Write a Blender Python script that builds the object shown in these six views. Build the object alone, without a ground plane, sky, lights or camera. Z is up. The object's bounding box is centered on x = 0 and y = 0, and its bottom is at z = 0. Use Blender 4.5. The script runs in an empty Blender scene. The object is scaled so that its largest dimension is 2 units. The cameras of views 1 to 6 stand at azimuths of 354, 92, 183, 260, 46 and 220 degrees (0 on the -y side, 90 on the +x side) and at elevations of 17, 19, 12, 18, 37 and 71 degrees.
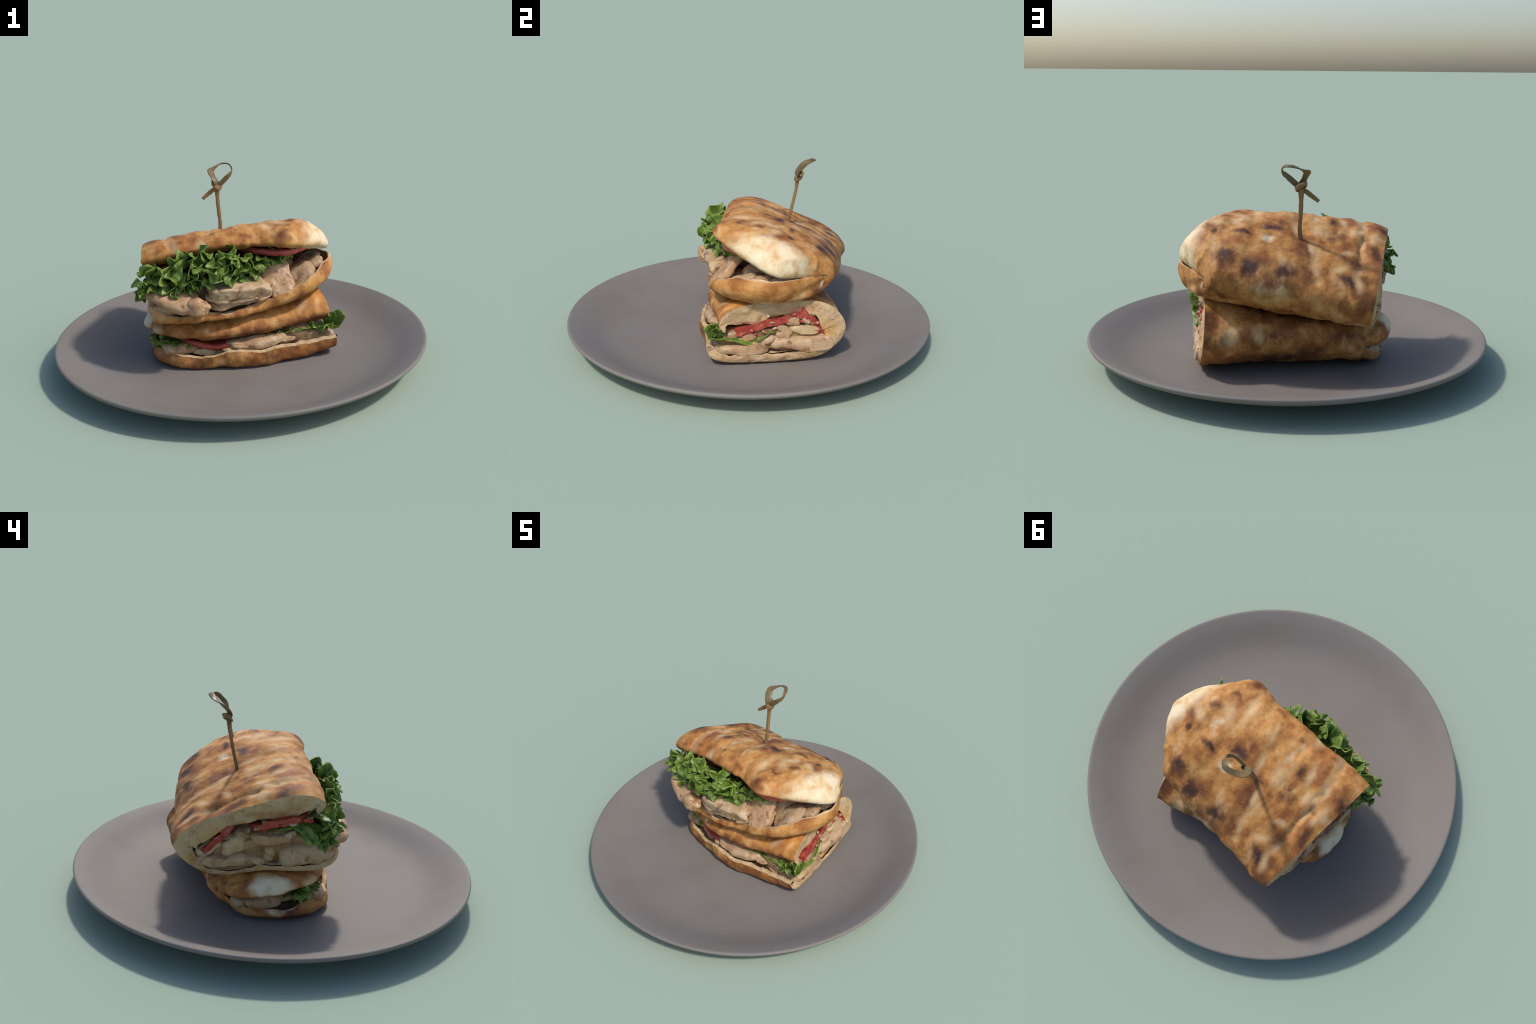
"""A toasted flatbread sandwich, cut in half and stacked on a grey stoneware plate,
pinned with a knotted bamboo pick."""
import bpy, bmesh, math
import numpy as np
from mathutils import Vector, Matrix, Euler

# ------------------------------------------------------------------ noise
def _hash(ix, iy, iz, seed):
    h = (ix * 374761393 + iy * 668265263 + iz * 2147483647 + seed * 974634777) & 0xFFFFFFFF
    h = ((h ^ (h >> 13)) * 1274126177) & 0xFFFFFFFF
    h = ((h ^ (h >> 16)) * 2246822519) & 0xFFFFFFFF
    return ((h ^ (h >> 15)) & 0xFFFFFF) / float(0xFFFFFF) * 2 - 1


def noise3(P, freq, seed=0):
    """smooth value noise in [-1, 1] at points P (..., 3)"""
    Q = np.asarray(P, float) * freq + 37.0
    I = np.floor(Q).astype(np.int64)
    F = Q - I
    F = F * F * F * (F * (F * 6 - 15) + 10)
    out = 0
    for dx in (0, 1):
        for dy in (0, 1):
            for dz in (0, 1):
                w = (F[..., 0] if dx else 1 - F[..., 0]) * (F[..., 1] if dy else 1 - F[..., 1]) * (F[..., 2] if dz else 1 - F[..., 2])
                out = out + w * _hash(I[..., 0] + dx, I[..., 1] + dy, I[..., 2] + dz, seed)
    return out


def fbm(P, freq, octaves=3, seed=0, gain=0.5):
    a, s = 1.0, 0
    for o in range(octaves):
        s = s + a * noise3(P, freq * 2 ** o, seed + 11 * o)
        a *= gain
    return s


# ------------------------------------------------------------------ splines
def spline(C, t_new, t=None):
    """natural cubic spline through control points C (n, ...) evaluated at t_new in [0, 1]"""
    C = np.asarray(C, float)
    n = len(C)
    if t is None:
        d = np.linalg.norm(np.diff(C, axis=0).reshape(n - 1, -1), axis=1) ** 0.5
        t = np.concatenate([[0], np.cumsum(d)])
    t = np.asarray(t, float) / t[-1]
    h = np.diff(t)
    A = np.zeros((n, n))
    B = np.zeros_like(C)
    A[0, 0] = A[-1, -1] = 1
    for i in range(1, n - 1):
        A[i, i - 1], A[i, i], A[i, i + 1] = h[i - 1], 2 * (h[i - 1] + h[i]), h[i]
        B[i] = 6 * ((C[i + 1] - C[i]) / h[i] - (C[i] - C[i - 1]) / h[i - 1])
    M = np.linalg.solve(A, B.reshape(n, -1)).reshape(C.shape)
    k = np.clip(np.searchsorted(t, t_new, side="right") - 1, 0, n - 2)
    e = (slice(None),) + (None,) * (C.ndim - 1)
    hh, x0, x1 = h[k][e], (t_new - t[k])[e], (t[k + 1] - t_new)[e]
    return (M[k] * x1 ** 3 + M[k + 1] * x0 ** 3) / (6 * hh) + (C[k] / hh - M[k] * hh / 6) * x1 + (C[k + 1] / hh - M[k + 1] * hh / 6) * x0


def grid_normals(G):
    du = np.gradient(G, axis=0)
    dv = np.gradient(G, axis=1)
    N = np.cross(du, dv)
    return N / (np.linalg.norm(N, axis=2, keepdims=True) + 1e-12)


def smooth_grid(G, times, keep_u=True):
    for _ in range(times):
        H = G.copy()
        H[:, 1:-1] = 0.5 * G[:, 1:-1] + 0.25 * (G[:, :-2] + G[:, 2:])
        G = H.copy()
        G[1:-1] = 0.5 * H[1:-1] + 0.25 * (H[:-2] + H[2:])
        if keep_u:
            G[0], G[-1] = H[0], H[-1]
    return G


# ------------------------------------------------------------------ scene helpers
COLL = bpy.context.scene.collection


def empty(name, label, category, at=(0, 0, 0)):
    o = bpy.data.objects.new(name, None)
    o.empty_display_size = 0.1
    o.location = at
    COLL.objects.link(o)
    o["label"], o["category"] = label, category
    return o


def mesh_object(name, V, F, mats, parent, mat_index=None, smooth=True, kind=None):
    me = bpy.data.meshes.new(name)
    V = np.asarray(V, float)
    off = np.array(parent.location) if parent is not None else np.zeros(3)
    me.from_pydata((V - off).tolist(), [], [list(map(int, f)) for f in F])
    for m in (mats if isinstance(mats, (list, tuple)) else [mats]):
        me.materials.append(m)
    if mat_index is not None:
        me.polygons.foreach_set("material_index", np.asarray(mat_index, np.int32))
    me.polygons.foreach_set("use_smooth", np.full(len(me.polygons), smooth))
    me.update()
    o = bpy.data.objects.new(name, me)
    COLL.objects.link(o)
    if parent is not None:
        o.parent = parent
    if kind:
        o["kind"] = kind
    return o


def quads(nu, nv, base=0, flip=False):
    i = np.arange(nu * nv).reshape(nu, nv) + base
    Q = np.stack([i[:-1, :-1], i[1:, :-1], i[1:, 1:], i[:-1, 1:]], -1).reshape(-1, 4)
    return Q[:, ::-1] if flip else Q


def outward(o):
    bm = bmesh.new()
    bm.from_mesh(o.data)
    bmesh.ops.recalc_face_normals(bm, faces=bm.faces)
    bm.to_mesh(o.data)
    bm.free()
    return o


# ------------------------------------------------------------------ node helpers
class Mat:
    def __init__(s, name, rough=0.7, spec=0.3, origin=(0, 0, 0)):
        s.m = bpy.data.materials.new(name)
        s.m.use_nodes = True
        s.t = s.m.node_tree
        s.b = s.t.nodes["Principled BSDF"]
        s.b.inputs["Roughness"].default_value = rough
        s.b.inputs["Specular IOR Level"].default_value = spec
        co = s.t.nodes.new("ShaderNodeTexCoord").outputs["Object"]
        # masks are placed in the scene's frame: add the parent's place to the object coordinates
        add = s.t.nodes.new("ShaderNodeVectorMath")
        s.t.links.new(co, add.inputs[0])
        add.inputs[1].default_value = origin
        s.co = add.outputs[0]

    def n(s, kind, **kw):
        x = s.t.nodes.new("ShaderNode" + kind)
        for k, v in kw.items():
            setattr(x, k, v)
        return x

    def link(s, a, b):
        s.t.links.new(a, b)

    def put(s, sock, v):
        if isinstance(v, (int, float)):
            sock.default_value = v
        elif isinstance(v, (tuple, list)):
            sock.default_value = (*v, 1) if len(v) == 3 and sock.type == "RGBA" else v
        else:
            s.link(v, sock)

    def noise(s, scale, detail=4, rough=0.55, co=None, dist=0.0, stretch=None, offset=(0, 0, 0)):
        c = co or s.co
        mp = s.n("Mapping")
        s.link(c, mp.inputs["Vector"])
        mp.inputs["Location"].default_value = offset
        if stretch:
            mp.inputs["Scale"].default_value = stretch
        x = s.n("TexNoise")
        s.link(mp.outputs[0], x.inputs["Vector"])
        x.inputs["Scale"].default_value = scale
        x.inputs["Detail"].default_value = detail
        x.inputs["Roughness"].default_value = rough
        x.inputs["Distortion"].default_value = dist
        return x.outputs["Fac"]

    def noise_vec(s, scale, amount, detail=3):
        """object coordinates wobbled by noise"""
        x = s.n("TexNoise")
        s.link(s.co, x.inputs["Vector"])
        x.inputs["Scale"].default_value = scale
        x.inputs["Detail"].default_value = detail
        a = s.n("VectorMath", operation="SUBTRACT")
        s.link(x.outputs["Color"], a.inputs[0])
        a.inputs[1].default_value = (0.5, 0.5, 0.5)
        b = s.n("VectorMath", operation="SCALE")
        s.link(a.outputs[0], b.inputs[0])
        b.inputs["Scale"].default_value = amount
        c = s.n("VectorMath", operation="ADD")
        s.link(s.co, c.inputs[0])
        s.link(b.outputs[0], c.inputs[1])
        return c.outputs[0]

    def ramp(s, fac, stops, interp="LINEAR"):
        r = s.n("ValToRGB")
        e = r.color_ramp
        e.interpolation = interp
        while len(e.elements) < len(stops):
            e.elements.new(0.5)
        for el, (p, c) in zip(e.elements, stops):
            el.position = p
            el.color = (*c, 1) if isinstance(c, (tuple, list)) else (c, c, c, 1)
        s.link(fac, r.inputs[0])
        return r.outputs[0]

    def remap(s, v, a, b, c=0.0, d=1.0, smooth=True):
        r = s.n("MapRange", interpolation_type="SMOOTHSTEP" if smooth else "LINEAR")
        s.link(v, r.inputs[0])
        for i, x in enumerate((a, b, c, d)):
            r.inputs[1 + i].default_value = x
        return r.outputs[0]

    def math(s, op, a, b=0.0, clamp=False):
        x = s.n("Math", operation=op, use_clamp=clamp)
        s.put(x.inputs[0], a)
        s.put(x.inputs[1], b)
        return x.outputs[0]

    def mix(s, fac, a, b, mode="MIX"):
        x = s.n("Mix", data_type="RGBA", blend_type=mode)
        s.put(x.inputs[0], fac)
        s.put(x.inputs[6], a)
        s.put(x.inputs[7], b)
        return x.outputs[2]

    def blob(s, co, c, radii, axis=(1, 0, 0), up=(0, 0, 1), soft=1.0):
        """mask of an ellipsoid at c, its first radius along axis; 1 inside fading to 0 at the rim"""
        X = Vector(axis).normalized()
        Z = Vector(up) - X * X.dot(Vector(up))
        Z.normalize()
        Y = Z.cross(X)
        rot = Matrix((X, Y, Z)).transposed().to_euler()
        mp = s.n("Mapping", vector_type="TEXTURE")
        s.link(co, mp.inputs["Vector"])
        mp.inputs["Location"].default_value = c
        mp.inputs["Rotation"].default_value = rot
        mp.inputs["Scale"].default_value = radii
        ln = s.n("VectorMath", operation="LENGTH")
        s.link(mp.outputs[0], ln.inputs[0])
        return s.remap(ln.outputs["Value"], 1.0 - soft, 1.0, 1.0, 0.0)

    def stroke(s, co, a, b, w, soft=1.0, depth=None):
        a, b = Vector(a), Vector(b)
        return s.blob(co, (a + b) / 2, ((b - a).length / 2 + w, w, depth or 1.6 * w), axis=b - a, soft=soft)

    def union(s, masks):
        r = masks[0]
        for m in masks[1:]:
            r = s.math("MAXIMUM", r, m)
        return r

    def bump(s, h, strength=0.3, dist=0.01, prev=None):
        x = s.n("Bump")
        x.inputs["Strength"].default_value = strength
        x.inputs["Distance"].default_value = dist
        s.link(h, x.inputs["Height"])
        if prev:
            s.link(prev, x.inputs["Normal"])
        return x.outputs[0]

    def done(s, color, normal=None, rough=None):
        s.put(s.b.inputs["Base Color"], color)
        if normal:
            s.link(normal, s.b.inputs["Normal"])
        if rough is not None:
            s.put(s.b.inputs["Roughness"], rough)
        return s.m


# colours (linear base colours)
FLOUR = (0.74, 0.60, 0.39)
PALE = (0.60, 0.385, 0.19)
GOLD = (0.53, 0.258, 0.076)
TOAST = (0.345, 0.134, 0.037)
BROWN = (0.145, 0.048, 0.020)
CHAR = (0.048, 0.027, 0.024)


def crust_material(name, origin, dark, deep, white, streak, tip=None, bias=0.0, orange=None):
    m = Mat(name, 0.62, 0.22, origin)
    w = m.noise_vec(12.0, 0.095, 5)
    w2 = m.noise_vec(24.0, 0.03, 3)
    big = m.noise(5.5, 5, 0.6, co=w)
    mid = m.noise(17.0, 4, 0.62, offset=(3, 1, 7), stretch=(1, .55, .75))
    tone = m.math("ADD", m.math("MULTIPLY", big, 0.6), m.math("MULTIPLY", mid, 0.4))
    base = m.ramp(tone, [(0.37 + bias, PALE), (0.455 + bias, GOLD), (0.55 + bias, TOAST), (0.68 + bias, BROWN)])
    if orange:
        base = m.mix(m.math("MULTIPLY", m.union([m.blob(w, *o) for o in orange]), 0.75), base, (0.56, 0.25, 0.052))
    # spots from the grill: brown halos with dark hearts, ragged at the edge
    ragged = m.remap(mid, 0.34, 0.55, 0.35, 1.0)
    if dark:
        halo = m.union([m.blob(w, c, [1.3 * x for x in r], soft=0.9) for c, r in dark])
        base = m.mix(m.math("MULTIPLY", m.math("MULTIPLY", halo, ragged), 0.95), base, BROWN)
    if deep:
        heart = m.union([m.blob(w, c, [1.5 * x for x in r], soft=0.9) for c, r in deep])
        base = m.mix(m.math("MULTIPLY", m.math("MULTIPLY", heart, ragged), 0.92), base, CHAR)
    # folds that the grill did not touch
    if streak:
        st = m.union([m.stroke(w2, a, b, 1.45 * x) for a, b, x in streak])
        st = m.math("MULTIPLY", st, m.remap(mid, 0.32, 0.62, 0.40, 0.95))
        base = m.mix(st, base, (0.68, 0.46, 0.24))
    pale = m.ramp(m.noise(12, 4), [(0.34, (0.58, 0.36, 0.165)), (0.43, (0.69, 0.50, 0.285)), (0.53, FLOUR), (0.65, (0.77, 0.645, 0.45))])
    if white:
        base = m.mix(m.union([m.blob(w, *d) for d in white]), base, pale)
    if tip:
        # the floury, untoasted end of the loaf: everything beyond a slanting plane, above the lip
        n, d, soft, lip = tip
        dot = m.n("VectorMath", operation="DOT_PRODUCT")
        m.link(w2, dot.inputs[0])
        dot.inputs[1].default_value = n
        sep = m.n("SeparateXYZ")
        m.link(m.co, sep.inputs[0])
        side = m.remap(dot.outputs["Value"], d - soft, d + soft)
        base = m.mix(m.math("MULTIPLY", side, m.remap(sep.outputs["Z"], lip - 0.01, lip + 0.01)), base, pale)
    # fine grain of the baked skin
    grain = m.noise(170, 2, 0.6)
    pit = m.noise(60, 3, 0.7, offset=(9, 2, 4))
    base = m.mix(m.remap(grain, 0.5, 0.78, 0.0, 0.38), base, m.mix(1.0, base, (0.46, 0.38, 0.34), "MULTIPLY"))
    base = m.mix(m.remap(pit, 0.60, 0.74, 0.0, 0.32), base, (0.60, 0.38, 0.20))
    h = m.math("ADD", m.math("MULTIPLY", grain, 0.35), pit)
    return m.done(base, m.bump(h, 0.22, 0.006))


def crumb_material(name, origin, stains=()):
    m = Mat(name, 0.85, 0.15, origin)
    w = m.noise_vec(22, 0.03)
    base = m.ramp(m.noise(16, 4, 0.6), [(0.3, (0.37, 0.235, 0.11)), (0.46, (0.50, 0.345, 0.19)), (0.68, (0.57, 0.42, 0.255))])
    for c, r, col in stains:
        base = m.mix(m.math("MULTIPLY", m.blob(w, c, r, soft=0.85), 0.85), base, col)
    v = m.n("TexVoronoi")
    m.link(w, v.inputs["Vector"])
    v.inputs["Scale"].default_value = 58
    holes = m.remap(v.outputs["Distance"], 0.10, 0.34, 1.0, 0.0)
    pick = m.remap(m.noise(30, 2), 0.46, 0.58)
    holes = m.math("MULTIPLY", holes, pick)
    base = m.mix(m.math("MULTIPLY", holes, 0.65), base, (0.24, 0.13, 0.055))
    h = m.math("SUBTRACT", m.noise(90, 4, 0.7), holes)
    return m.done(base, m.bump(h, 0.5, 0.006))


def chicken_material(name="roast_chicken", tint=(0.92, 0.86, 0.76)):
    m = Mat(name, 0.45, 0.4)
    w = m.noise_vec(14, 0.05)
    rnd = m.n("ObjectInfo").outputs["Random"]
    flesh = m.ramp(m.noise(12, 4, 0.6, co=w, dist=0.6), [(0.32, (0.36, 0.195, 0.100)), (0.45, (0.47, 0.315, 0.19)), (0.57, (0.54, 0.41, 0.27)), (0.70, (0.50, 0.30, 0.18))])
    flesh = m.mix(m.math("MULTIPLY", m.remap(m.noise(7, 3, co=w, offset=(5, 5, 1)), 0.50, 0.66), 0.7), flesh, (0.37, 0.195, 0.075))
    flesh = m.mix(m.math("MULTIPLY", rnd, 0.38), flesh, (0.60, 0.49, 0.35))
    flesh = m.mix(1.0, flesh, tint, "MULTIPLY")
    flesh = m.mix(m.math("MULTIPLY", m.math("FRACT", m.math("MULTIPLY", rnd, 7.31)), 0.32), flesh, (0.40, 0.23, 0.125))
    flesh = m.mix(m.remap(m.noise(21, 3, co=w, offset=(1, 8, 3)), 0.56, 0.70, 0, 0.75), flesh, (0.20, 0.085, 0.042))
    v = m.n("TexVoronoi")
    m.link(w, v.inputs["Vector"])
    v.inputs["Scale"].default_value = 46
    pepper = m.math("MULTIPLY", m.remap(v.outputs["Distance"], 0.05, 0.16, 1, 0), m.remap(m.noise(18, 2, offset=(4, 4, 4)), 0.5, 0.6))
    flesh = m.mix(m.math("MULTIPLY", pepper, 0.8), flesh, (0.07, 0.04, 0.03))
    fib = m.noise(34, 3, 0.6, stretch=(1, 1, 3.5), co=w)
    return m.done(flesh, m.bump(fib, 0.35, 0.008), m.ramp(m.noise(20), [(0.3, 0.35), (0.7, 0.6)]))


def lettuce_material(name, light):
    m = Mat(name, 0.42, 0.45)
    n1 = m.noise(16, 4, 0.6)
    n2 = m.noise(48, 3, 0.6, offset=(2, 7, 1))
    f = m.math("ADD", m.math("MULTIPLY", n1, 0.7), m.math("MULTIPLY", n2, 0.3))
    if light:
        c = m.ramp(f, [(0.35, (0.12, 0.20, 0.025)), (0.52, (0.22, 0.32, 0.052)), (0.68, (0.36, 0.45, 0.12))])
    else:
        c = m.ramp(f, [(0.33, (0.050, 0.095, 0.012)), (0.47, (0.12, 0.20, 0.028)), (0.62, (0.24, 0.33, 0.062))])
    nrm = m.bump(n2, 0.25, 0.006)
    m.done(c, nrm)
    tr = m.n("BsdfTranslucent")
    m.link(m.mix(1.0, c, (1.0, 1.0, 0.5), "MULTIPLY"), tr.inputs["Color"])
    mx = m.n("MixShader")
    mx.inputs[0].default_value = 0.22
    m.link(m.b.outputs[0], mx.inputs[1])
    m.link(tr.outputs[0], mx.inputs[2])
    m.link(mx.outputs[0], m.t.nodes["Material Output"].inputs["Surface"])
    return m.m


def tomato_material(skin):
    m = Mat("tomato_skin" if skin else "tomato_flesh", 0.22 if skin else 0.3, 0.5)
    if skin:
        c = m.ramp(m.noise(10, 3), [(0.35, (0.30, 0.035, 0.025)), (0.65, (0.42, 0.07, 0.045))])
    else:
        c = m.ramp(m.noise(26, 4, 0.65, dist=0.5), [(0.3, (0.22, 0.022, 0.016)), (0.48, (0.31, 0.042, 0.030)), (0.62, (0.42, 0.09, 0.06)), (0.76, (0.52, 0.25, 0.14))])
    return m.done(c, m.bump(m.noise(60, 3), 0.2, 0.004))


def plain_mix(name, c1, c2, scale, rough, spec=0.3, stretch=None, bump=0.15):
    m = Mat(name, rough, spec)
    n = m.noise(scale, 4, 0.6, stretch=stretch)
    return m.done(m.ramp(n, [(0.35, c1), (0.65, c2)]), m.bump(m.noise(scale * 5, 3), bump, 0.004))


def plate_material():
    m = Mat("grey_stoneware", 0.6, 0.22)
    n = m.noise(3.2, 4, 0.55)
    c = m.ramp(n, [(0.35, (0.190, 0.166, 0.147)), (0.5, (0.200, 0.178, 0.157)), (0.65, (0.198, 0.181, 0.168))])
    c = m.mix(m.remap(m.noise(120, 2), 0.55, 0.8, 0, 0.12), c, (0.12, 0.10, 0.09))
    c = m.mix(m.remap(m.noise(8, 4, 0.7, offset=(4, 0, 2)), 0.60, 0.75, 0, 0.2), c, (0.215, 0.155, 0.135))
    return m.done(c, m.bump(m.noise(240, 2), 0.06, 0.002), m.ramp(n, [(0.3, 0.55), (0.7, 0.66)]))


# ------------------------------------------------------------------ bread
def bread(sections, cut_dir, bulge, thick, folds, seed, parent, crust, crumb, nu=190, nv=230):
    """A split loaf: outer skin lofted through C-shaped sections (front lip of the lid, over the
    top, round the hinge, along the base to its front lip); crumb = offset inside + cut face."""
    C = np.array(sections, float)
    C[-1] = C[-1].mean(0) + 0.12 * (C[-1] - C[-1].mean(0))   # the lips meet at the end of the hinge
    K, M = C.shape[:2]
    tu, tv = np.linspace(0, 1, nu), np.linspace(0, 1, nv)
    dv = np.linalg.norm(np.diff(C, axis=1), axis=2).mean(0) ** 0.7
    pv = np.concatenate([[0], np.cumsum(dv)])
    du = np.linalg.norm(np.diff(C, axis=0), axis=2).mean(1) ** 0.8
    pu = np.concatenate([[0], np.cumsum(du)])
    G = spline(C, tu, pu)
    G = np.swapaxes(spline(np.swapaxes(G, 0, 1), tv, pv), 0, 1)
    N = grid_normals(G)
    mid = G.reshape(-1, 3).mean(0)
    if ((G - mid) * N).sum() < 0:
        N = -N
    # relief: broad lumps, blisters and the folds across the lid
    tend = np.minimum(1, tu * 14)[:, None]
    D = 0.0042 * fbm(G, 8, 3, seed) + 0.0016 * fbm(G, 28, 3, seed + 5) + 0.0055 * fbm(G * np.array([1, .28, .5]), 15, 2, seed + 7)
    D *= (0.35 + 0.65 * tend)
    for a, b, w, d in folds:
        a, b = np.array(a), np.array(b)
        ab = b - a
        Gw = G + 0.012 * np.stack([fbm(G, 18, 2, 50), fbm(G, 18, 2, 51), fbm(G, 18, 2, 52)], -1)
        t = np.clip(((Gw - a) @ ab) / (ab @ ab), 0, 1)
        r = np.linalg.norm(Gw - a - t[..., None] * ab, axis=2)
        D += d * np.exp(-((r / w) ** 2)) * np.sin(np.pi * np.clip(t * 0.9 + 0.05, 0, 1)) ** 0.5
    O = G + N * D[..., None]
    # the torn lips are uneven
    dv_ = np.gradient(O, axis=1)
    dv_ /= np.linalg.norm(dv_, axis=2, keepdims=True) + 1e-9
    lipw = (np.clip((tv - 0.86) / 0.14, 0, 1) ** 1.5)[None] * (0.013 * fbm(np.repeat(G[:, -1:], nv, 1), 13, 3, seed + 61))
    lipw = lipw + (np.clip((0.12 - tv) / 0.12, 0, 1) ** 1.5)[None] * (0.009 * fbm(np.repeat(G[:, :1], nv, 1), 12, 3, seed + 62))
    O = O + dv_ * (lipw * np.clip((1 - tu) * 6, 0, 1)[:, None] * np.clip(tu * 12, 0, 1)[:, None])[..., None]
    pos_u = np.interp(tu, pu / pu[-1], np.arange(K))
    th = spline(np.array(thick[0], float)[:, None], tv, pv)[:, 0][None, :] * np.interp(pos_u, np.arange(K), thick[1])[:, None]
    th = np.maximum(th, 0.0008) * (1 + 0.28 * fbm(G, 14, 3, seed + 9))
    I = O - N * th[..., None]
    I = smooth_grid(I, 14)
    I += N * (0.006 * fbm(I, 26, 3, seed + 20))[..., None] * np.minimum(1, th / 0.03)[..., None]
    crust_ob = outward(mesh_object("bread_crust", O.reshape(-1, 3), quads(nu, nv), crust, parent))
    # crumb: inside + the two lips + the cut face
    V, F = [I.reshape(-1, 3)], [quads(nu, nv)]
    base = nu * nv
    for col, nxt in ((0, 1), (-1, -2)):
        out_dir = O[:, col] - O[:, nxt]
        out_dir /= np.linalg.norm(out_dir, axis=1, keepdims=True) + 1e-9
        R = 7
        tt = np.linspace(0, 1, R)
        L = O[:, col][:, None] * (1 - tt)[None, :, None] + I[:, col][:, None] * tt[None, :, None]
        L += out_dir[:, None] * (np.sin(np.pi * tt)[None, :, None] * 0.35 * (th[:, col] * np.clip(tu * 25, 0, 1))[:, None, None])
        L[:, 1:-1] += N[:, col][:, None] * (0.004 * fbm(L[:, 1:-1], 40, 2, seed + 3))[..., None]
        V.append(L.reshape(-1, 3)); F.append(quads(nu, R, base)); base += nu * R
    for row in (0, -1):
        R = 16
        tt = np.linspace(0, 1, R)
        L = O[row][:, None] * (1 - tt)[None, :, None] + I[row][:, None] * tt[None, :, None]
        if row == 0:
            k = np.minimum(1, np.minimum(tt, 1 - tt) * 8)[None, :]
            rough = 0.004 * fbm(L, 30, 3, seed + 31) - 0.012 * np.clip(fbm(L, 24, 2, seed + 33) - 0.55, 0, 1)
            L += np.array(cut_dir)[None, None] * ((rough + 0.003) * k + bulge(L[..., 2]) * (1 - (1 - tt[None]) ** 2.2) * np.clip(th[row] / 0.05 - 0.3, 0, 1)[:, None] * np.clip(np.minimum(tv, 1 - tv) * 18 - 0.4, 0, 1)[:, None])[..., None]
        V.append(L.reshape(-1, 3)); F.append(quads(nv, R, base)); base += nv * R
    crumb_ob = mesh_object("bread_crumb", np.concatenate(V), np.concatenate(F), crumb, parent)
    bm = bmesh.new()
    bm.from_mesh(crumb_ob.data)
    bmesh.ops.remove_doubles(bm, verts=bm.verts, dist=0.0004)
    bmesh.ops.recalc_face_normals(bm, faces=bm.faces)
    bm.to_mesh(crumb_ob.data)
    bm.free()
    crumb_ob.data.polygons.foreach_set("use_smooth", np.full(len(crumb_ob.data.polygons), True))
    return crust_ob, crumb_ob


def on_plane(plane, yz):
    return [(plane[0] + plane[1] * y + plane[2] * z, y, z) for y, z in yz]


def at_x(x0, shear, yz):
    return [(x0 + shear * y, y, z) for y, z in yz]


# cut planes: x = a + b y + c z
UP_AT, LOW_AT = (0.05, 0.15, 0.30), (0.0, 0.12, 0.02)
UCUT = (-0.405, 0.085, -0.143)
LCUT = (0.471, -0.187, -0.10)

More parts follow.
